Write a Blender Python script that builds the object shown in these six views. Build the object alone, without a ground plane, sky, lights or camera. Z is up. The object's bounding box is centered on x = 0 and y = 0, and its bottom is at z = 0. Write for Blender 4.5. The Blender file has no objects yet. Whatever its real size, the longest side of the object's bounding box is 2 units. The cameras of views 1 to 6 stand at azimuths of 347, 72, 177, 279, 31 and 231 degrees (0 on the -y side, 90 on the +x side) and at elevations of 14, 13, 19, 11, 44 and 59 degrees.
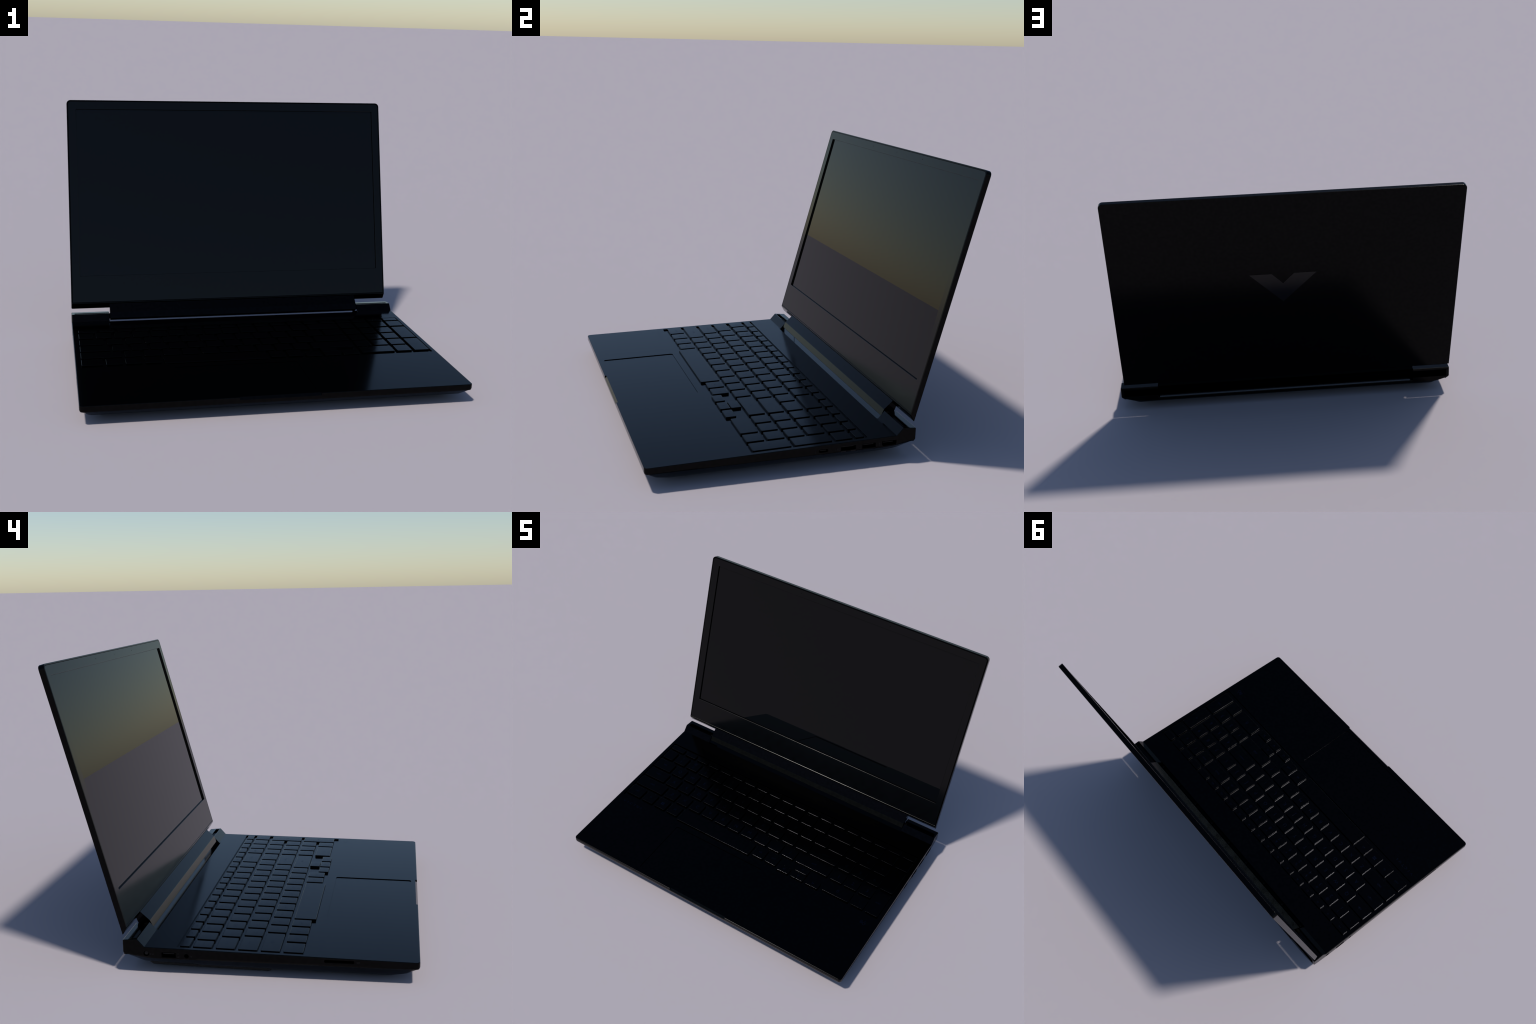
"""Open gaming laptop, built part by part (metres, z up)."""
import bpy, bmesh, math
from mathutils import Vector, Matrix
from mathutils.geometry import tessellate_polygon

# ------------------------------------------------------------------ sizes
FRONT, REAR, HALF = -0.828, 0.500, 1.0           # base footprint
DECK_FRONT_Y, DECK_FRONT_Z, DECK_SLOPE = -0.82, 0.104, 0.0168
SLOT_X = 0.982
HUMP_IN = 0.777                                   # inner end of the hinge housings
HUMP_Y0, HUMP_Y1, HUMP_TOP, HUMP_BACK = 0.400, 0.4327, 0.161, 0.1545
LIP_Z = 0.0818                                    # rear vent lip
WELL = (-0.977, 0.977, -0.343, 0.256, 0.008)      # keyboard well x0,x1,y0,y1,radius
PAD = (-0.491, 0.176, -0.795, -0.384, 0.012)      # touchpad recess
NOTCH = (-0.227, 0.188)                           # finger notch in the front edge
WELL_DEPTH, KEY_RISE = 0.0075, 0.0035
PLATE = (-0.933, 0.933, -0.725, 0.450)            # bottom plate x0,x1,y0,y1
LID_F0 = Vector((0.0, 0.4787, 0.2127))            # lower front edge of the lid
LID_U = Vector((0.0, 0.2614, 0.9652)).normalized()
LID_B = Vector((0.0, LID_U.z, -LID_U.y))          # towards the lid's back
LID_X0, LID_X1, LID_H, LID_T = -0.9985, 0.9775, 1.2285, 0.0290
SCREEN = (-0.944, 0.929, 0.166, 1.173)            # screen opening x0,x1,u0,u1
SCREEN_DEPTH = 0.009
ANGLE = math.atan(DECK_SLOPE)


def deck_z(y):
    return DECK_FRONT_Z + DECK_SLOPE * (y - DECK_FRONT_Y)


def lid_point(x, u, d=0.0):
    return LID_F0 + Vector((x, 0, 0)) + LID_U * u + LID_B * d


# ------------------------------------------------------------------ materials
def material(name, colour, rough, ior, grain=0.0, grain_scale=60.0, metallic=0.0, bump=0.0):
    m = bpy.data.materials.new(name)
    m.use_nodes = True
    nt = m.node_tree
    b = nt.nodes["Principled BSDF"]
    b.inputs["Roughness"].default_value = rough
    b.inputs["IOR"].default_value = ior
    b.inputs["Metallic"].default_value = metallic
    co = nt.nodes.new("ShaderNodeTexCoord")
    no = nt.nodes.new("ShaderNodeTexNoise")
    no.inputs["Scale"].default_value = grain_scale
    no.inputs["Detail"].default_value = 3.0
    nt.links.new(co.outputs["Object"], no.inputs["Vector"])
    ramp = nt.nodes.new("ShaderNodeValToRGB")
    lo = [c * (1 - grain) for c in colour]
    hi = [c * (1 + grain) for c in colour]
    ramp.color_ramp.elements[0].position, ramp.color_ramp.elements[1].position = 0.35, 0.65
    ramp.color_ramp.elements[0].color = (*lo, 1)
    ramp.color_ramp.elements[1].color = (*hi, 1)
    nt.links.new(no.outputs["Fac"], ramp.inputs["Fac"])
    nt.links.new(ramp.outputs["Color"], b.inputs["Base Color"])
    if bump:
        bp = nt.nodes.new("ShaderNodeBump")
        bp.inputs["Strength"].default_value = bump
        bp.inputs["Distance"].default_value = 0.001
        nt.links.new(no.outputs["Fac"], bp.inputs["Height"])
        nt.links.new(bp.outputs["Normal"], b.inputs["Normal"])
    return m


M_DECK = material("satin_black_deck", (0.0058, 0.0058, 0.0066), 0.13, 1.5, 0.15, metallic=1.0)
M_KEY = material("satin_black_key", (0.0058, 0.0058, 0.0066), 0.14, 1.5, 0.15, metallic=1.0)
M_CASE = material("satin_black_case", (0.0080, 0.0080, 0.0080), 0.18, 1.5, 0.1, metallic=1.0)
M_LID = material("satin_black_lid", (0.0085, 0.0085, 0.0085), 0.18, 1.5, 0.1, metallic=1.0)
M_BEZEL = material("glossy_black_bezel", (0.001, 0.001, 0.0011), 0.12, 1.3, 0.1)
M_SCREEN = material("screen_glass", (0.001, 0.001, 0.0012), 0.0, 1.3, 0.0)
M_EMBLEM = material("dark_mirror_emblem", (0.001, 0.001, 0.0015), 0.10, 1.34, 0.1)
M_LEGEND = material("dim_blue_legend", (0.011, 0.015, 0.028), 0.16, 1.5, 0.1, metallic=1.0)
M_MARK = material("grey_port_print", (0.008, 0.008, 0.009), 0.5, 1.2, 0.1)
M_PORT = material("port_black", (0.0006, 0.0006, 0.0006), 0.6, 1.1, 0.1)
M_METAL = material("dull_port_metal", (0.005, 0.005, 0.0055), 0.35, 1.25, 0.1)
M_RUBBER = material("black_rubber", (0.030, 0.028, 0.027), 0.6, 1.3, 0.2, 200)  # base colour lightened and warmed for sunlit ground reflected on the bar sides


# ------------------------------------------------------------------ mesh helpers
def new_object(name, bm, mat, parent=None, sharp=28.0, weld=1e-5, weighted=True):
    if weld:
        bmesh.ops.remove_doubles(bm, verts=bm.verts, dist=weld)
        bmesh.ops.dissolve_degenerate(bm, edges=bm.edges, dist=1e-6)
    me = bpy.data.meshes.new(name)
    bm.to_mesh(me)
    bm.free()
    me.shade_smooth()
    me.set_sharp_from_angle(angle=math.radians(sharp))
    for mm in (mat if isinstance(mat, (list, tuple)) else [mat]):
        me.materials.append(mm)
    ob = bpy.data.objects.new(name, me)
    bpy.context.scene.collection.objects.link(ob)
    if weighted:
        w = ob.modifiers.new("weighted_normals", "WEIGHTED_NORMAL")
        w.keep_sharp = True
        w.weight = 100
    if parent is not None:
        ob.parent = parent
    return ob


def face(bm, pts, idx=0):
    f = bm.faces.new([bm.verts.new(p) for p in pts])
    f.material_index = idx
    return f


def strip(bm, a, b, closed=False, idx=0):
    n = len(a)
    for i in range(n if closed else n - 1):
        j = (i + 1) % n
        if (a[i] - a[j]).length < 1e-7 and (b[i] - b[j]).length < 1e-7:
            continue
        face(bm, [a[i], a[j], b[j], b[i]], idx)


def fill(bm, loops, to3, flip=False, idx=0):
    """Planar fill of an outline (first loop, 2D) with holes (other loops)."""
    tris = tessellate_polygon([[Vector((p[0], p[1], 0)) for p in lp] for lp in loops])
    flat = [p for lp in loops for p in lp]
    verts = [bm.verts.new(to3(*p)) for p in flat]
    for t in tris:
        a, b, c = (flat[i] for i in t)
        area = (b[0] - a[0]) * (c[1] - a[1]) - (b[1] - a[1]) * (c[0] - a[0])
        if abs(area) < 1e-12:
            continue
        t = t if (area > 0) != flip else tuple(reversed(t))
        try:
            f = bm.faces.new([verts[i] for i in t])
            f.material_index = idx
        except ValueError:
            pass


def rounded_rect(x0, x1, y0, y1, r, n=5, radii=None):
    """Counter-clockwise outline; radii may give the four corners bl, br, tr, tl."""
    rs = radii or (r, r, r, r)
    out = []
    for (cx, cy, sx, sy, a0), rr in zip(((x0, y0, 1, 1, 180), (x1, y0, -1, 1, 270), (x1, y1, -1, -1, 0), (x0, y1, 1, -1, 90)), rs):
        for k in range(n + 1):
            a = math.radians(a0 + 90 * k / n)
            out.append((cx + sx * rr + rr * math.cos(a), cy + sy * rr + rr * math.sin(a)))
    return out


def circle(cx, cy, r, n=24):
    return [(cx + r * math.cos(2 * math.pi * k / n), cy + r * math.sin(2 * math.pi * k / n)) for k in range(n)]


def box(bm, x0, x1, y0, y1, z0, z1, idx=0):
    c = [Vector((x, y, z)) for x in (x0, x1) for y in (y0, y1) for z in (z0, z1)]
    for q in ((0, 1, 3, 2), (4, 6, 7, 5), (0, 4, 5, 1), (2, 3, 7, 6), (0, 2, 6, 4), (1, 5, 7, 3)):
        face(bm, [c[i] for i in q], idx)


def prism(bm, loop, to3, d0, d1, bevel=0.0, idx=0):
    """Closed prism of a 2D convex-ish loop between depths d0 and d1 (to3(x,y,d)); bevel rounds the d1 rim."""
    def shrink(lp, o):
        n, out = len(lp), []
        for i in range(n):
            p0, p1, p2 = (Vector(lp[(i + k) % n]) for k in (-1, 0, 1))
            e1, e2 = (p1 - p0).normalized(), (p2 - p1).normalized()
            nn = Vector((-e1.y - e2.y, e1.x + e2.x))
            nn.normalize()
            c = max(0.5, nn.dot(Vector((-e1.y, e1.x))))
            q = p1 + nn * (o / c)
            out.append((q.x, q.y))
        return out
    s = 1 if d1 > d0 else -1
    rings = [(loop, d0)]
    if bevel:
        rings.append((loop, d1 - s * bevel))
        rings.append((shrink(loop, bevel * 0.3), d1 - s * bevel * 0.3))
        rings.append((shrink(loop, bevel), d1))
    else:
        rings.append((loop, d1))
    pts = [[to3(x, y, d) for x, y in lp] for lp, d in rings]
    for a, b in zip(pts, pts[1:]):
        strip(bm, a, b, True, idx)
    fill(bm, [rings[-1][0]], lambda x, y: to3(x, y, d1), idx=idx)
    fill(bm, [loop], lambda x, y: to3(x, y, d0), flip=True, idx=idx)


# ------------------------------------------------------------------ the thing
laptop = bpy.data.objects.new("laptop", None)
bpy.context.scene.collection.objects.link(laptop)
laptop.empty_display_size = 0.1
laptop["label"] = "open matte black gaming laptop with numeric keypad and angular emblem"
laptop["category"] = "laptop"


# ------------------------------------------------------------------ base: walls and bottom
def top_z(y):
    if y <= HUMP_Y0:
        return deck_z(y)
    if y <= HUMP_Y1:
        t = (y - HUMP_Y0) / (HUMP_Y1 - HUMP_Y0)
        return deck_z(HUMP_Y0) * (1 - t) + HUMP_TOP * t
    t = (y - HUMP_Y1) / (REAR - HUMP_Y1)
    return HUMP_TOP * (1 - t) + HUMP_BACK * t


def wall_low(y):
    """Lower edge of the side wall: level, sweeping up towards the rear."""
    t = max(0.0, (y - 0.34) / (REAR - 0.34))
    return 0.0695 + 0.0205 * t ** 1.7


def plate_z(y):
    """The bottom plate rises gently and then sweeps up towards the rear."""
    return 0.0155 + 0.0090 * (y + 0.725) + 0.0065 * max(0.0, (y - 0.10) / 0.318) ** 2


GROOVE = (0.4365, 0.4375, 0.4600, 0.4610)         # slot along the top of each hinge housing
SIDE_Y = sorted([-0.60, -0.35, -0.10, 0.15, 0.34, 0.38, HUMP_Y0, 0.42, HUMP_Y1, *GROOVE, 0.478])
RC, RR = 0.020, 0.006                             # plan corner radii front, rear


def perimeter(x0, x1, y0, y1, rf, rr, tops=True):
    """Ordered plan outline (x, y, tag): front edge, right side, rear, left side. Stations map linearly."""
    fx = lambda x: x0 + (x + 1) / 2 * (x1 - x0)
    fy = lambda y: y0 + (y - FRONT) / (REAR - FRONT) * (y1 - y0)
    if x0 < -0.98:
        fx = fy = lambda v: v
    out = []
    for x in (-0.6, NOTCH[0], NOTCH[0], NOTCH[1], NOTCH[1], 0.6):
        out.append([fx(x), y0, "front"])
    def arc(cx, cy, r, a0, tag):
        for k in range(7):
            a = math.radians(a0 + 15 * k)
            out.append([cx + r * math.cos(a), cy + r * math.sin(a), tag])
    arc(x1 - rf, y0 + rf, rf, 270, "corner")
    for y in SIDE_Y:
        out.append([x1, min(fy(y), y1 - rr - 1e-5 * (REAR - y)), "side"])
    arc(x1 - rr, y1 - rr, rr, 0, "rear_corner")
    for x in (0.988, SLOT_X, 0.965, 0.945, 0.920, 0.86, HUMP_IN):
        out.append([min(fx(x), x1 - rr - 1e-5 * (1 - x)), y1, "rear"])
    for x in (HUMP_IN, 0.0, -HUMP_IN):
        out.append([fx(x), y1, "vent"])
    for x in (-HUMP_IN, -0.86, -0.920, -0.945, -0.965, -SLOT_X, -0.988):
        out.append([max(fx(x), x0 + rr + 1e-5 * (1 + x)), y1, "rear"])
    arc(x0 + rr, y1 - rr, rr, 90, "rear_corner")
    for y in reversed(SIDE_Y):
        out.append([x0, min(fy(y), y1 - rr - 1e-5 * (REAR - y)), "side"])
    arc(x0 + rf, y0 + rf, rf, 180, "corner")
    return out


def outer(o):
    return perimeter(-HALF + o, HALF - o, FRONT + o, REAR - o, RC - min(o, 0.008), max(RR - o, 0.002))


def in_notch(i, n_tag, k):
    return n_tag == "front" and k in (2, 3)


def ring(o, zf, notch=None):
    pts = []
    for k, (x, y, tag) in enumerate(outer(o)):
        z = zf(x, y, tag)
        if notch and in_notch(k, tag, k):
            y, z = notch(y, z)
        pts.append(Vector((x, y, z)))
    return pts


def rim_top(x, y, tag):
    return LIP_Z if tag == "vent" else top_z(y)


R0 = ring(0.0035, rim_top, lambda y, z: (FRONT + 0.0095, deck_z(FRONT + 0.0095)))
R1 = ring(0.0010, lambda x, y, t: rim_top(x, y, t) - 0.0010, lambda y, z: (FRONT + 0.004, z - 0.0065))
R2 = ring(0.0, lambda x, y, t: rim_top(x, y, t) - 0.0035, lambda y, z: (FRONT + 0.0, z - 0.0095))


def rear_low(x):
    """Lower edge of the rear wall: low in the middle, sweeping up towards the two corners."""
    return max(0.0600, 0.0890 - 0.28 * (1.0 - abs(x)))


def edge_low(x, y, tag):
    return rear_low(x) if tag in ("rear", "vent") else wall_low(y)


R3 = ring(0.0, lambda x, y, t: edge_low(x, y, t) + (0.0115 if y < -0.8 else 0.0060 if t in ("rear", "vent") else 0.0095))
R4 = ring(0.0035, lambda x, y, t: edge_low(x, y, t) + (0.0010 if t in ("rear", "vent") else 0.0025))
R5 = ring(0.0115, lambda x, y, t: edge_low(x, y, t) - 0.0015)


def mid_z(x, y, tag):
    """Height of the bulge between the walls and the bottom plate."""
    corner = 0.5 * (wall_low(0.474) + plate_z(0.474)) - 0.003 + 0.012
    if tag in ("rear", "vent"):
        return 0.047 + (corner - 0.047) * min(1.0, max(0.0, (abs(x) - 0.80) / 0.115))
    return 0.5 * (wall_low(y) + plate_z(y)) - 0.003 + 0.012 * max(0.0, (y - 0.38) / 0.094) ** 2


mid = [Vector((x, y, mid_z(x, y, t))) for x, y, t in perimeter(-0.967, 0.967, -0.784, 0.474, 0.03, 0.05)]
low = [Vector((x, y, plate_z(y))) for x, y, t in perimeter(PLATE[0], PLATE[1], PLATE[2], PLATE[3], 0.03, 0.045)]
TAGS = [t for _, _, t in outer(0)]

# ports: outlines in (y, z) on the side walls
left_ports = {
    "power_jack": circle(0.391, 0.0945, 0.0125),
    "usb_port_left": rounded_rect(0.2545, 0.3200, 0.0765, 0.1035, 0.002, 2),
    "audio_jack": circle(0.2055, 0.0895, 0.0105),
    "card_slot": rounded_rect(-0.543, -0.412, 0.0875, 0.1010, 0.0045, 3),
}
right_ports = {
    "usb_c_port": rounded_rect(-0.0020, 0.0450, 0.0825, 0.0985, 0.0079, 5),
    "network_port": [(0.1105, 0.0805), (0.1365, 0.0805), (0.1365, 0.0785), (0.1595, 0.0785), (0.1595, 0.0805), (0.1860, 0.0805), (0.1860, 0.1010), (0.1105, 0.1010)],
    "usb_port_right": rounded_rect(0.2195, 0.2890, 0.0768, 0.1025, 0.002, 2),
    "display_port": [(0.3300, 0.0785), (0.3890, 0.0785), (0.3975, 0.0870), (0.3975, 0.1045), (0.3220, 0.1045), (0.3220, 0.0870)],
}
PORT_DEPTH = 0.035
VENT_Z0, VENT_Z1 = 0.0985, 0.1425                 # open rear of the hinge housings

bm = bmesh.new()
n = len(R0)
for a, b in ((R0, R1), (R1, R2), (R3, R4), (R4, R5), (R5, mid), (mid, low)):
    strip(bm, b, a, True)
# wall between R2 and R3; the two flat sides are filled with port holes
for i in range(n):
    j = (i + 1) % n
    both = {TAGS[i], TAGS[j]}
    if "side" in both and both <= {"side", "corner", "rear_corner"}:
        continue
    if (R2[i] - R2[j]).length < 1e-7:
        continue
    if abs(R2[i].x - R2[j].x) < 1e-7 and abs(R2[i].y - R2[j].y) < 1e-7:
        continue
    if both == {"rear"} and max(abs(R2[i].x), abs(R2[j].x)) < SLOT_X + 1e-4:      # open rear of a hinge housing
        lo_i, lo_j, hi_i, hi_j = (Vector((R2[k].x, REAR, z)) for z in (VENT_Z0, VENT_Z1) for k in (i, j))
        face(bm, [R3[i], R3[j], lo_j, lo_i])
        face(bm, [hi_i, hi_j, R2[j], R2[i]])
    else:
        face(bm, [R3[i], R3[j], R2[j], R2[i]])
for sx, ports in ((1, right_ports), (-1, left_ports)):
    ids = []
    for i in range(n):
        for q in ((i - 1) % n, i, (i + 1) % n):
            pass
    side = [i for i in range(n) if TAGS[i] == "side" and R2[i].x * sx > 0]
    first, last = side[0], side[-1]
    chain = [(first - 1) % n] + side + [(last + 1) % n]
    up = [(R2[i].y, R2[i].z) for i in chain]
    dn = [(R3[i].y, R3[i].z) for i in chain]
    loop = dn + up[::-1]
    holes = [list(p) for p in ports.values()]
    fill(bm, [loop] + holes, lambda y, z, s=sx: Vector((s * HALF, y, z)), flip=sx < 0)
    for h in holes:                                   # inner walls of each port
        a = [Vector((sx * HALF, y, z)) for y, z in h]
        b = [Vector((sx * (HALF - 0.002), y, z)) for y, z in h]
        strip(bm, a, b, True)
# step faces at the inner ends of the vent lip
for s in (1, -1):
    pass
half_n = [i for i in range(n) if low[i].x > 0]      # plate: strips across, side station to side station
right = sorted({(round(low[i].x, 6), round(low[i].y, 6)) for i in range(n) if low[i].x > 0 and TAGS[i] in ("side", "corner", "rear_corner")}, key=lambda q: (q[1], q[0]))
rows = [(x, y) for x, y in right]
for (xa, ya), (xb, yb) in zip(rows, rows[1:]):
    if yb - ya > 1e-6:
        face(bm, [Vector((-xa, ya, plate_z(ya))), Vector((-xb, yb, plate_z(yb))), Vector((xb, yb, plate_z(yb))), Vector((xa, ya, plate_z(ya)))])
base = new_object("base", bm, M_CASE, laptop)

# ------------------------------------------------------------------ deck plate
bm = bmesh.new()
seq = []
for i in range(n):
    x, y = R0[i].x, R0[i].y
    if TAGS[i] in ("front", "corner") or (TAGS[i] == "side" and y <= HUMP_Y0 + 1e-6):
        seq.append((i, x, y))
start = [k for k, (i, x, y) in enumerate(seq) if TAGS[i] == "side" and x < 0 and y > HUMP_Y0 - 1e-6][0]
seq = seq[start:] + seq[:start]
outline = [(x, y) for _, x, y in seq]
clean = []
for p in outline:
    if not clean or (abs(p[0] - clean[-1][0]) + abs(p[1] - clean[-1][1])) > 1e-7:
        clean.append(p)
LIP_Y = 0.3920                                   # rear edge of the deck over the exhaust
clean += [(SLOT_X, HUMP_Y0), (HUMP_IN, HUMP_Y0), (HUMP_IN, LIP_Y), (-HUMP_IN, LIP_Y), (-HUMP_IN, HUMP_Y0), (-SLOT_X, HUMP_Y0)]
well_loop, pad_loop = rounded_rect(*WELL, n=5), rounded_rect(*PAD, n=5)
d3 = lambda x, y: Vector((x, y, deck_z(y)))
fill(bm, [clean, well_loop, pad_loop], d3)
for lp, dep in ((well_loop, WELL_DEPTH + 0.001), (pad_loop, 0.006)):
    strip(bm, [d3(x, y) for x, y in lp], [d3(x, y) - Vector((0, 0, dep)) for x, y in lp], True)
# rear lip of the deck over the exhaust, and the dark duct behind it
lip = [(LIP_Y, deck_z(LIP_Y)), (LIP_Y + 0.0008, deck_z(LIP_Y) - 0.0012), (LIP_Y + 0.0010, 0.0795)]
for (y0, z0), (y1, z1) in zip(lip, lip[1:]):
    face(bm, [Vector((-HUMP_IN, y0, z0)), Vector((HUMP_IN, y0, z0)), Vector((HUMP_IN, y1, z1)), Vector((-HUMP_IN, y1, z1))])
deck = new_object("deck", bm, M_DECK, laptop)

# ------------------------------------------------------------------ hinge housings
for s in (1, -1):
    bm = bmesh.new()
    ys = [HUMP_Y0, 0.42, HUMP_Y1, *GROOVE, 0.478]
    rear_y = REAR - 0.0035
    xo, xm, xi = HALF - 0.0035, SLOT_X, HUMP_IN
    # plain outer band next to the side wall, including the rounded rear corner
    ring_pts = [R0[i] for i in range(n) if R0[i].x * s > 0 and TAGS[i] in ("side", "rear_corner") and R0[i].y >= HUMP_Y0 - 1e-6]
    if s < 0:
        ring_pts = ring_pts[::-1]
    band = [p.copy() for p in ring_pts if p.y <= 0.478 + 1e-6]
    inner = [Vector((s * xm, p.y, top_z(p.y))) for p in band]
    for k in range(len(band) - 1):
        q = [band[k], band[k + 1], inner[k + 1], inner[k]]
        face(bm, q if s > 0 else q[::-1])
    corner = [p for p in ring_pts if p.y > 0.478 - 1e-6]
    poly = corner + [Vector((s * xm, rear_y, top_z(rear_y))), Vector((s * xm, 0.478, top_z(0.478)))]
    face(bm, poly if s > 0 else poly[::-1])
    # grooved inner part
    prof = [(y, top_z(y)) for y in (HUMP_Y0, 0.42, HUMP_Y1, GROOVE[0])]
    prof += [(GROOVE[1], 0.1445), (GROOVE[2], 0.1445), (GROOVE[3], top_z(GROOVE[3])), (0.478, top_z(0.478)), (rear_y, top_z(rear_y))]
    a = [Vector((s * xm, y, z)) for y, z in prof]
    b = [Vector((s * xi, y, z)) for y, z in prof]
    strip(bm, a, b) if s > 0 else strip(bm, b, a)
    end = [Vector((s * xm, y, z)) for y, z in prof[3:7]]
    face(bm, end if s < 0 else end[::-1])
    # hollow behind the rear opening, shared with the exhaust
    xa, xb, yb = s * HUMP_IN, s * SLOT_X, 0.401
    q = lambda x, y, z: Vector((x, y, z))
    hollow = [(yb, 0.080), (yb, 0.1160), (0.4300, 0.1425), (REAR, VENT_Z1)]
    for (y0, z0), (y1, z1) in zip(hollow, hollow[1:]):
        face(bm, [q(xa, y0, z0), q(xb, y0, z0), q(xb, y1, z1), q(xa, y1, z1)])
    fill(bm, [hollow + [(REAR, 0.080)]], lambda y, z: Vector((xb, y, z)), flip=s < 0)
    # inner cheek down into the exhaust
    cheek = prof + [(REAR - 0.001, top_z(REAR) - 0.001), (REAR, top_z(REAR) - 0.0035), (REAR, VENT_Z1), (0.4300, 0.1425), (yb, 0.1160), (LIP_Y, 0.1150), (LIP_Y, deck_z(LIP_Y))]
    fill(bm, [[(y, z) for y, z in cheek]], lambda y, z: Vector((s * xi, y, z)), flip=s > 0)
    housing = new_object("hinge_housing", bm, M_DECK, laptop)
    # hinge pin bridging into the lid cover
    bm = bmesh.new()
    x0, x1 = sorted((s * 0.768, s * 0.792))
    loop = rounded_rect(0.4400, 0.4580, 0.124, 0.1560, 0.005, 4)
    prism(bm, [(y, z) for y, z in loop], lambda y, z, d: Vector((d, y, z)), x0, x1)
    new_object("hinge_pin", bm, M_PORT, laptop)

# exhaust: duct, floor and ribs
bm = bmesh.new()
duct = [(LIP_Y, 0.0805), (REAR - 0.0065, 0.0800), (REAR - 0.0035, LIP_Z)]
for (y0, z0), (y1, z1) in zip(duct, duct[1:]):
    for xa, xb in ((-SLOT_X, -HUMP_IN), (-HUMP_IN, HUMP_IN), (HUMP_IN, SLOT_X)):      # runs on under the hollow housings
        face(bm, [Vector((xa, y0, z0)), Vector((xb, y0, z0)), Vector((xb, y1, z1)), Vector((xa, y1, z1))])
vent = new_object("exhaust_vent", bm, M_DECK, laptop)
bm = bmesh.new()
box(bm, -0.0060, 0.0060, 0.0, 0.0220, 0.0, 0.0160)
bmesh.ops.bevel(bm, geom=list(bm.edges), offset=0.001, segments=1, affect="EDGES")
rib = new_object("vent_rib", bm, M_CASE, vent)
rib.location = (-0.7495, LIP_Y + 0.0008, 0.0795)
for k in range(1, 9):
    r = rib.copy()
    r.location = (-0.7495 + 0.1878 * k, LIP_Y + 0.0008, 0.0795)
    bpy.context.scene.collection.objects.link(r)

# ------------------------------------------------------------------ ports
def port_inside(name, loop, s, parts=()):
    bm = bmesh.new()
    a = [Vector((s * (HALF - 0.002), y, z)) for y, z in loop]
    b = [Vector((s * (HALF - PORT_DEPTH), y, z)) for y, z in loop]
    strip(bm, a, b, True, 0)
    fill(bm, [list(loop)], lambda y, z: Vector((s * (HALF - PORT_DEPTH), y, z)), flip=s < 0, idx=0)
    for (y0, y1, z0, z1, d0, d1) in parts:
        xs = sorted((s * (HALF - d0), s * (HALF - d1)))
        box(bm, xs[0], xs[1], y0, y1, z0, z1, 1)
    return new_object(name, bm, [M_PORT, M_METAL], base)


p = port_inside("power_jack", left_ports["power_jack"], -1)
bm = bmesh.new()
prism(bm, circle(0.391, 0.0960, 0.0088), lambda y, z, d: Vector((d, y, z)), -HALF + 0.03, -HALF + 0.004, 0.0012)
new_object("jack_pin", bm, M_METAL, base)
port_inside("usb_port", left_ports["usb_port_left"], -1, [(0.262, 0.314, 0.0960, 0.0995, 0.004, 0.03)])
port_inside("audio_jack", left_ports["audio_jack"], -1)
port_inside("card_slot", left_ports["card_slot"], -1)
port_inside("usb_c_port", right_ports["usb_c_port"], 1, [(0.006, 0.037, 0.0895, 0.0925, 0.006, 0.03)])
port_inside("network_port", right_ports["network_port"], 1, [(0.113, 0.176, 0.0975, 0.0995, 0.003, 0.03)])
port_inside("usb_port", right_ports["usb_port_right"], 1, [(0.224, 0.278, 0.0955, 0.0985, 0.004, 0.03)])
port_inside("display_port", right_ports["display_port"], 1, [(0.329, 0.381, 0.0960, 0.0985, 0.005, 0.03)])

# ------------------------------------------------------------------ rubber feet
FEET_X = -0.0105                                  # the feet sit a little off centre


def foot(cx, hw, y0, y1, flare, rise):
    """Rubber bar: narrow sole (rising by `rise` to the rear) flaring into the bottom plate."""
    sole = lambda y: rise * max(0.0, y - y0) / (y1 - y0)
    lo = rounded_rect(cx - hw, cx + hw, y0, y1, 0.008, 4)
    so = rounded_rect(cx - hw + 0.002, cx + hw - 0.002, y0 + 0.002, y1 - 0.002, 0.006, 4)
    hi = rounded_rect(cx - hw - flare, cx + hw + flare, y0 - flare * 1.2, y1 + flare * 1.2, 0.012, 4)
    bm = bmesh.new()
    a = [Vector((x, y, sole(y))) for x, y in so]
    b = [Vector((x, y, sole(y) + 0.0012)) for x, y in lo]
    c = [Vector((x, y, plate_z(y) + 0.001)) for x, y in hi]
    strip(bm, a, b, True)
    strip(bm, b, c, True)
    fill(bm, [[(v.x, v.y) for v in a]], lambda x, y: Vector((x, y, sole(y))), flip=True)
    new_object("rubber_foot", bm, M_RUBBER, base)


for s in (1, -1):
    foot(FEET_X + s * 0.880, 0.024, -0.157, 0.387, 0.016, 0.0105)
    foot(FEET_X + s * 0.878, 0.010, -0.697, -0.640, 0.007, 0.0)

# ------------------------------------------------------------------ touchpad
bm = bmesh.new()
pl = rounded_rect(PAD[0] - 0.001, PAD[1] + 0.001, PAD[2] - 0.001, PAD[3] + 0.001, 0.0125, 5)
prism(bm, pl, lambda x, y, d: Vector((x, y, deck_z(y) + d)), -0.0060, -0.0035)
new_object("touchpad", bm, M_DECK, laptop)

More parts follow.
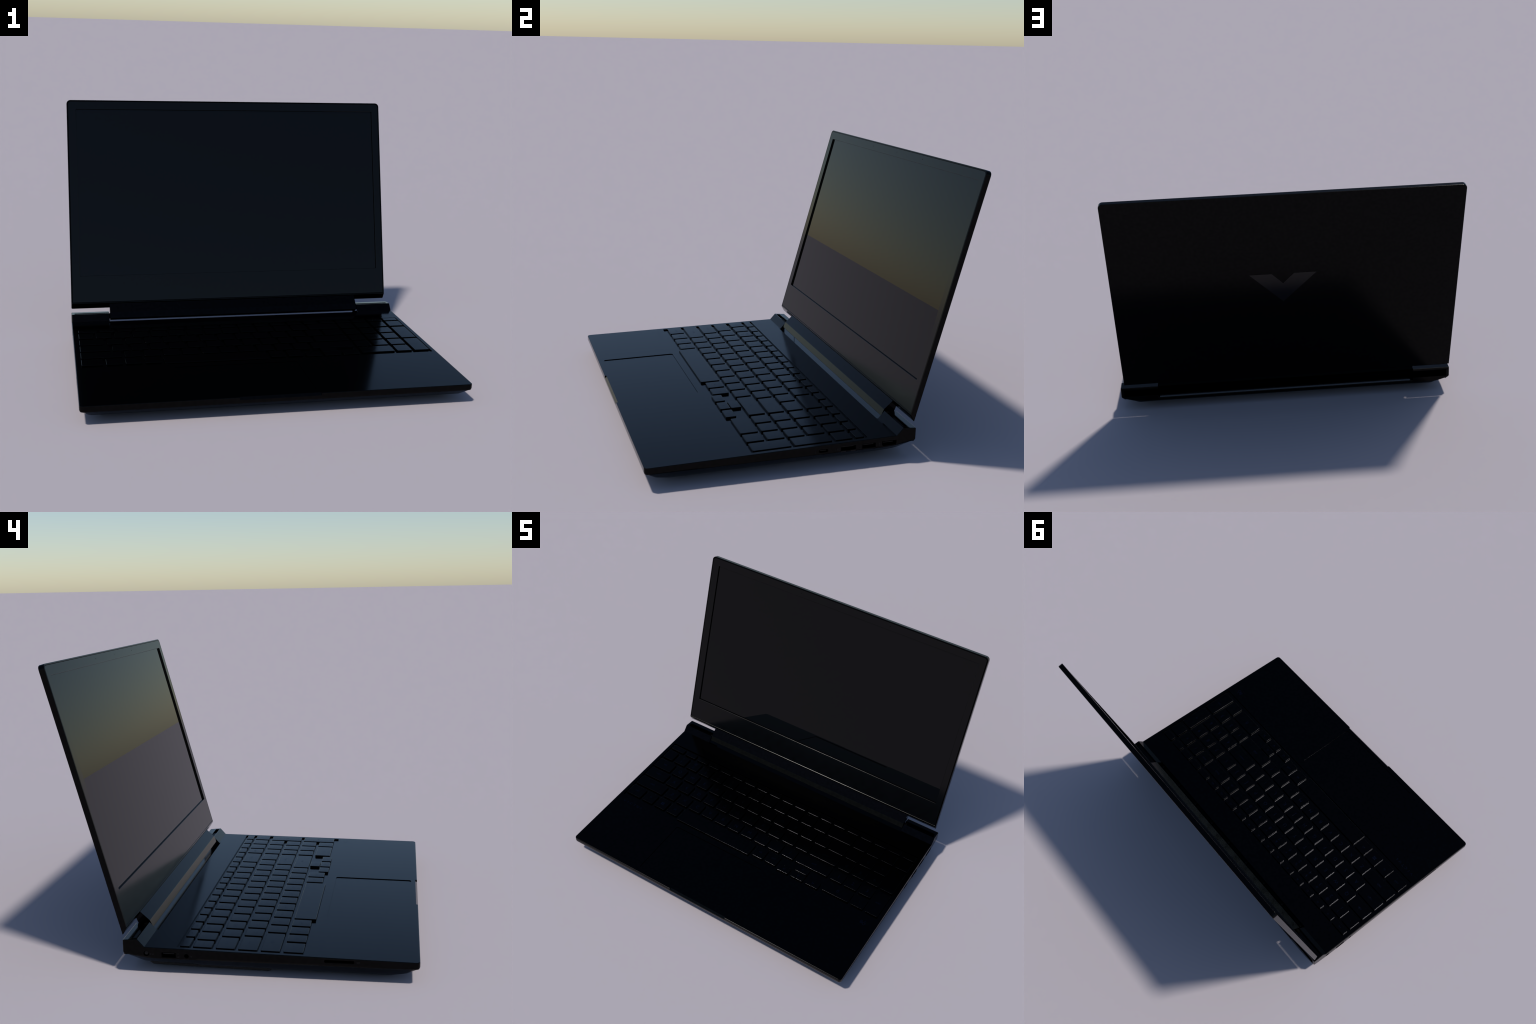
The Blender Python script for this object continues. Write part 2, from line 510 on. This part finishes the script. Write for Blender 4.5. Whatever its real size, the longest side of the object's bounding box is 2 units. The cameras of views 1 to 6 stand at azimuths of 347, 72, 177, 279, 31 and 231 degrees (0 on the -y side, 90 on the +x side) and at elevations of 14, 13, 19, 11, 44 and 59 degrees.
# ------------------------------------------------------------------ keyboard
GAP = 0.0190
ROW = {"f": (0.201, 0.241), "n": (0.100, 0.182), "q": (-0.005, 0.077), "a": (-0.107, -0.025), "z": (-0.209, -0.127), "b": (-0.314, -0.229)}


def run(row, left, right, pitch, names, first_left=None):
    """Keys whose right edges step by pitch from `left` (right edge of the previous key)."""
    out, x = [], left
    for nm in names:
        out.append((x + GAP, x + pitch, *ROW[row], nm))
        x += pitch
    return out


keys = []
fn = ["esc", "f1", "f2", "f3", "f4", "f5", "f6", "f7", "f8", "f9", "f10", "f11", "f12", "del", "", "", "", "", ""]
keys.append((-0.967, -0.864, *ROW["f"], "esc"))
keys += run("f", -0.864, 0, (0.967 + 0.864) / 18, fn[1:])
keys.append((-0.967, -0.890, *ROW["n"], "`"))
keys += run("n", -0.890, 0, (0.366 + 0.890) / 12, list("1234567890-="))
keys.append((0.385, 0.557, *ROW["n"], "back"))
keys += run("n", 0.557, 0, 0.1025, ["num", "/", "*", "-"])
keys.append((-0.967, -0.835, *ROW["q"], "tab"))
keys += run("q", -0.835, 0, (0.430 + 0.835) / 12, list("QWERTYUIOP[]"))
keys.append((0.449, 0.556, *ROW["q"], "\\"))
keys += run("q", 0.557, 0, 0.1025, ["7", "8", "9"])
keys.append((-0.967, -0.811, *ROW["a"], "caps"))
keys += run("a", -0.811, 0, (0.346 + 0.811) / 11, list("ASDFGHJKL;'"))
keys.append((0.365, 0.555, *ROW["a"], "enter"))
keys += run("a", 0.557, 0, 0.1025, ["4", "5", "6"])
keys.append((-0.967, -0.752, *ROW["z"], "shift"))
keys += run("z", -0.752, 0, (0.300 + 0.752) / 10, list("ZXCVBNM,./"))
keys.append((0.319, 0.553, *ROW["z"], "shift"))
keys += run("z", 0.557, 0, 0.1025, ["1", "2", "3"])
keys.append((0.8835, 0.967, ROW["a"][0], ROW["q"][1], "+"))
keys.append((0.8835, 0.967, ROW["b"][0], ROW["z"][1], "entr"))
keys.append((-0.967, -0.858, *ROW["b"], "ctrl"))
keys += run("b", -0.858, 0, 0.1025, ["fn", "win", "alt"])
keys.append((-0.532, 0.034, -0.332, ROW["b"][1], ""))
keys += run("b", 0.034, 0, 0.0985, ["alt", "ctrl"])
keys.append((0.2495, 0.333, -0.329, -0.278, "<"))
keys.append((0.3530, 0.441, -0.329, -0.278, "v"))
keys.append((0.4610, 0.550, -0.329, -0.278, ">"))
keys.append((0.3530, 0.441, -0.271, -0.220, "^"))
keys.append((0.576, 0.7620, *ROW["b"], "0"))
keys.append((0.781, 0.8645, *ROW["b"], "."))

# tray: a plate with a slightly larger cut-out under every key, and a dark floor below
CUT, CUT_DEPTH = 0.0018, 0.012
t3 = lambda x, y: d3(x, y) - Vector((0, 0, WELL_DEPTH))
cuts = [rounded_rect(x0 - CUT, x1 + CUT, y0 - CUT, y1 + CUT, 0.006, 2) for x0, x1, y0, y1, _ in keys]
bm = bmesh.new()
fill(bm, [rounded_rect(*WELL, n=5)] + cuts, t3)
for lp in cuts:
    strip(bm, [t3(x, y) for x, y in lp], [t3(x, y) - Vector((0, 0, CUT_DEPTH)) for x, y in lp], True, 1)
fill(bm, [rounded_rect(*WELL, n=5)], lambda x, y: t3(x, y) - Vector((0, 0, CUT_DEPTH)), idx=1)
keyboard = new_object("keyboard", bm, [M_DECK, M_PORT], laptop)

KEY_H = WELL_DEPTH + KEY_RISE
key_meshes = {}


def key_mesh(w, h):
    tag = (round(w, 4), round(h, 4))
    if tag in key_meshes:
        return key_meshes[tag]
    bm = bmesh.new()
    levels = ((0.0012, -0.004, 0.006), (0.0012, KEY_H - 0.0018, 0.006), (0.0006, KEY_H - 0.0006, 0.0055), (-0.0006, KEY_H, 0.0045))
    rings = [[Vector((x, y, z)) for x, y in rounded_rect(-w / 2 - o, w / 2 + o, -h / 2 - o, h / 2 + o, r, 4)] for o, z, r in levels]
    for a, b in zip(rings, rings[1:]):
        strip(bm, a, b, True)
    fill(bm, [[(v.x, v.y) for v in rings[-1]]], lambda x, y: Vector((x, y, KEY_H)))
    bmesh.ops.remove_doubles(bm, verts=bm.verts, dist=1e-5)
    me = bpy.data.meshes.new("key")
    bm.to_mesh(me)
    bm.free()
    me.shade_smooth()
    me.set_sharp_from_angle(angle=math.radians(75))
    me.materials.append(M_KEY)
    key_meshes[tag] = me
    return me


legend_bm = bmesh.new()
mark_bm = bmesh.new()
_text_cache = {}


def text_mesh(body):
    if body in _text_cache:
        return _text_cache[body]
    cu = bpy.data.curves.new("text", "FONT")
    cu.body, cu.size, cu.extrude, cu.align_x, cu.align_y = body, 1.0, 0.01, "CENTER", "CENTER"
    cu.resolution_u = 3
    ob = bpy.data.objects.new("text", cu)
    bpy.context.scene.collection.objects.link(ob)
    bpy.context.view_layer.update()
    me = bpy.data.meshes.new_from_object(ob.evaluated_get(bpy.context.evaluated_depsgraph_get()))
    bpy.data.objects.remove(ob)
    bpy.data.curves.remove(cu)
    vs = [v.co.copy() for v in me.vertices]
    if vs:                                            # centre on the glyphs themselves
        c = Vector(((min(v.x for v in vs) + max(v.x for v in vs)) / 2, (min(v.y for v in vs) + max(v.y for v in vs)) / 2, 0))
        vs = [v - c for v in vs]
    fs = [tuple(pp.vertices) for pp in me.polygons]
    bpy.data.meshes.remove(me)
    _text_cache[body] = (vs, fs)
    return vs, fs


def put_text(bm, body, origin, ex, ey, size):
    """Write `body` centred at origin, along unit vectors ex (reading) and ey (up)."""
    vs, fs = text_mesh(body)
    ez = ex.cross(ey)
    nv = [bm.verts.new(origin + ex * (v.x * size) + ey * (v.y * size) + ez * (0.00015 if v.z > 0 else -0.0006)) for v in vs]
    for f in fs:
        try:
            bm.faces.new([nv[i] for i in f])
        except ValueError:
            pass


EX = Vector((1, 0, 0))
EY = Vector((0, math.cos(ANGLE), math.sin(ANGLE)))
EZ = EX.cross(EY)
SHIFTED = {"1": "!", "2": "@", "3": "#", "4": "$", "5": "%", "6": "^", "7": "&", "8": "*", "9": "(", "0": ")", "-": "_", "=": "+"}
for (x0, x1, y0, y1, nm) in keys:
    w, h = x1 - x0, y1 - y0
    cx, cy = (x0 + x1) / 2, (y0 + y1) / 2
    ob = bpy.data.objects.new("key", key_mesh(w, h))
    bpy.context.scene.collection.objects.link(ob)
    ob.parent = keyboard
    wn = ob.modifiers.new("weighted_normals", "WEIGHTED_NORMAL")
    wn.keep_sharp, wn.weight = True, 100
    ob.rotation_euler = (ANGLE, 0, 0)
    ob.location = (cx, cy, deck_z(cy) - WELL_DEPTH)
    top = Vector((cx, cy, deck_z(cy) - WELL_DEPTH)) + EZ * KEY_H
    if nm == "win":
        for dx in (-0.006, 0.006):
            for dy in (-0.006, 0.006):
                o = top + EX * dx + EY * dy
                q = [o + EX * a + EY * b for a, b in ((-0.005, -0.005), (0.005, -0.005), (0.005, 0.005), (-0.005, 0.005))]
                lo = [legend_bm.verts.new(p - EZ * 0.0006) for p in q]
                hi = [legend_bm.verts.new(p + EZ * 0.0003) for p in q]
                legend_bm.faces.new(hi)
                for k in range(4):
                    legend_bm.faces.new([lo[k], lo[(k + 1) % 4], hi[(k + 1) % 4], hi[k]])
    elif not nm:
        continue
    elif y0 == ROW["n"][0] and nm in SHIFTED and x1 < 0.4:
        put_text(legend_bm, nm, top - EY * 0.014, EX, EY, 0.032)
        put_text(legend_bm, SHIFTED[nm], top + EY * 0.017, EX, EY, 0.024)
    elif len(nm) == 1:
        put_text(legend_bm, nm, top, EX, EY, 0.034)
    elif y0 == ROW["f"][0]:
        put_text(legend_bm, nm, top, EX, EY, 0.017)
    else:
        put_text(legend_bm, nm, top + EY * 0.004, EX, EY, 0.022)
ob = new_object("key_legend", legend_bm, M_LEGEND, keyboard, weld=0, weighted=False)
ob["kind"] = "stuff"

# printed words on the palm rest
bm = bmesh.new()
word = "VICTUS"
for k, ch in enumerate(word):
    x = -0.930 + 0.0275 * k
    put_text(bm, ch, Vector((x, -0.386, deck_z(-0.386))), EX, EY, 0.026)
put_text(bm, "B", Vector((0.902, -0.393, deck_z(-0.393))), EX, EY, 0.034)
put_text(bm, "O", Vector((0.921, -0.400, deck_z(-0.400))), EX, EY, 0.030)
put_text(bm, "&", Vector((0.921, -0.380, deck_z(-0.380))), EX, EY, 0.014)
ob = new_object("palm_rest_lettering", bm, M_LEGEND, deck, weld=0, weighted=False)
ob["kind"] = "stuff"

# small printed marks next to the ports
LEFT_EX, RIGHT_EX, UP = Vector((0, -1, 0)), Vector((0, 1, 0)), Vector((0, 0, 1))
for body, y, z, sz in (("o", 0.371, 0.0935, 0.014), ("v", 0.360, 0.0920, 0.016), ("ss", 0.243, 0.0985, 0.010), ("10", 0.243, 0.0835, 0.010), ("o", 0.184, 0.0885, 0.012), ("SD", -0.561, 0.0930, 0.013)):
    put_text(mark_bm, body, Vector((-HALF, y, z)), LEFT_EX, UP, sz)
for body, y, z, sz in (("ss", -0.019, 0.096, 0.009), ("o", -0.019, 0.0845, 0.014), (":", 0.081, 0.090, 0.022), ("88", 0.098, 0.089, 0.018), ("ss", 0.209, 0.094, 0.010), ("o", 0.209, 0.083, 0.012), ("H", 0.309, 0.096, 0.009), ("D", 0.309, 0.089, 0.009), ("M", 0.309, 0.082, 0.009)):
    put_text(mark_bm, body, Vector((HALF, y, z)), RIGHT_EX, UP, sz)
for y0, y1 in ((0.1115, 0.1355), (0.1605, 0.1855)):
    lo = len(mark_bm.verts)
    box(mark_bm, HALF - 0.001, HALF + 0.0004, y0, y1, 0.0725, 0.0785)
ob = new_object("port_marking", mark_bm, M_MARK, base, weld=0, weighted=False)
ob["kind"] = "stuff"

# ------------------------------------------------------------------ lid
def lid_loop(o, d):
    """Outline of the lid at depth d, inset by o: the lower edge slants down towards the back."""
    ub = -0.0012 - 0.0300 * d / LID_T
    rt, rb = 0.024 - o, 0.004
    return rounded_rect(LID_X0 + o, LID_X1 - o, ub + o, LID_H - o, 0, 6, (rb, rb, rt, rt))


bm = bmesh.new()
RIM = 0.0055
opening = rounded_rect(LID_X0 + RIM, LID_X1 - RIM, RIM, LID_H - RIM, 0, 6, (0.003, 0.003, 0.019, 0.019))
opening_in = rounded_rect(LID_X0 + RIM + 0.0013, LID_X1 - RIM - 0.0013, RIM + 0.0013, LID_H - RIM - 0.0013, 0, 6, (0.0025, 0.0025, 0.018, 0.018))
rings = [[lid_point(x, u, d) for x, u in lid_loop(o, dd)] for o, d, dd in ((0.0022, 0.0, 0.0), (0.0006, 0.0006, 0.0006), (0.0, 0.0025, 0.0025), (0.0, LID_T - 0.0045, LID_T - 0.0045), (0.0012, LID_T - 0.0013, LID_T - 0.0013), (0.0042, LID_T, LID_T))]
for a, b in zip(rings, rings[1:]):
    strip(bm, a, b, True)
fill(bm, [lid_loop(0.0042, LID_T)], lambda x, u: lid_point(x, u, LID_T))
fill(bm, [lid_loop(0.0022, 0.0), opening], lambda x, u: lid_point(x, u, 0.0), flip=True)
strip(bm, [lid_point(x, u, 0.0) for x, u in opening], [lid_point(x, u, 0.0013) for x, u in opening_in], True)
strip(bm, [lid_point(x, u, 0.0013) for x, u in opening_in], [lid_point(x, u, 0.006) for x, u in opening_in], True)
lid = new_object("lid", bm, M_LID, laptop)

bm = bmesh.new()
bo = rounded_rect(LID_X0 + RIM + 0.0025, LID_X1 - RIM - 0.0025, RIM + 0.0025, LID_H - RIM - 0.0025, 0, 6, (0.002, 0.002, 0.018, 0.018))
bo2 = rounded_rect(LID_X0 + RIM + 0.0035, LID_X1 - RIM - 0.0035, RIM + 0.0035, LID_H - RIM - 0.0035, 0, 6, (0.002, 0.002, 0.017, 0.017))
si = rounded_rect(SCREEN[0], SCREEN[1], SCREEN[2], SCREEN[3], 0.003, 6)
si2 = rounded_rect(SCREEN[0] - 0.001, SCREEN[1] + 0.001, SCREEN[2] - 0.001, SCREEN[3] + 0.001, 0.004, 6)
fill(bm, [bo2, si2], lambda x, u: lid_point(x, u, 0.0002), flip=True)
strip(bm, [lid_point(x, u, 0.0014) for x, u in bo], [lid_point(x, u, 0.0002) for x, u in bo2], True)
strip(bm, [lid_point(x, u, 0.006) for x, u in bo], [lid_point(x, u, 0.0014) for x, u in bo], True)
strip(bm, [lid_point(x, u, 0.0002) for x, u in si2], [lid_point(x, u, 0.0012) for x, u in si], True)
strip(bm, [lid_point(x, u, 0.0012) for x, u in si], [lid_point(x, u, 0.024) for x, u in si], True)
bezel = new_object("screen_bezel", bm, M_BEZEL, lid)

bm = bmesh.new()
sc = rounded_rect(SCREEN[0] + 0.0005, SCREEN[1] - 0.0005, SCREEN[2] + 0.0005, SCREEN[3] - 0.0005, 0.003, 3)
prism(bm, sc, lambda x, u, d: lid_point(x, u, SCREEN_DEPTH - d), -0.004, 0.0)
new_object("screen", bm, M_SCREEN, lid)

# camera and microphone holes in the upper bezel
for x, r in ((-0.306, 0.0020), (0.012, 0.0036), (0.330, 0.0020)):
    bm = bmesh.new()
    prism(bm, circle(x, 1.1985, r, 16), lambda a, b, d: lid_point(a, b, -d), -0.002, 0.0003)
    new_object("camera_lens" if r > 0.003 else "microphone", bm, M_BEZEL if r > 0.003 else M_PORT, lid)

# V emblem on the back
EMX = 0.0065
half = [(0.0, 0.5247), (0.1905, 0.7195), (0.0635, 0.7195), (0.0, 0.6530)]
vee = half + [(-0.0635, 0.7195), (-0.1905, 0.7195)]
bm = bmesh.new()
for sgn in (1, -1):
    quad = [(sgn * a, b) for a, b in half]
    up = [lid_point(EMX + a, b, LID_T + 0.0012) for a, b in quad]
    face(bm, up if sgn > 0 else up[::-1])
a = [lid_point(EMX + x, u, LID_T + 0.0012) for x, u in vee]
b = [lid_point(EMX + x, u, LID_T - 0.002) for x, u in vee]
strip(bm, b, a, True)
new_object("emblem", bm, M_EMBLEM, lid)

# long hinge cover hanging from the lid between the housings
bm = bmesh.new()
cover = [(0.4780, 0.2090), (0.4340, 0.1695), (0.4315, 0.1665), (0.4170, 0.1365), (0.4178, 0.1345), (0.4290, 0.1240), (0.4400, 0.1175), (0.4520, 0.1150), (0.4620, 0.1170), (0.4720, 0.1250), (0.4850, 0.1460), (0.4960, 0.1700), (0.4990, 0.1800), (0.4995, 0.1900), (0.4990, 0.2090)]
prism(bm, cover, lambda y, z, d: Vector((d, y, z)), -0.7725, 0.7725)
new_object("hinge_cover", bm, M_DECK, lid)

# consistent outward normals
for o in bpy.data.objects:
    if o.type == "MESH" and o.name.split(".")[0] in {"key", "rubber_foot", "vent_rib", "touchpad", "screen", "emblem", "hinge_cover", "hinge_pin", "jack_pin", "lid", "camera_lens", "microphone", "key_legend", "palm_rest_lettering", "port_marking"}:
        b2 = bmesh.new()
        b2.from_mesh(o.data)
        bmesh.ops.recalc_face_normals(b2, faces=b2.faces)
        b2.to_mesh(o.data)
        b2.free()
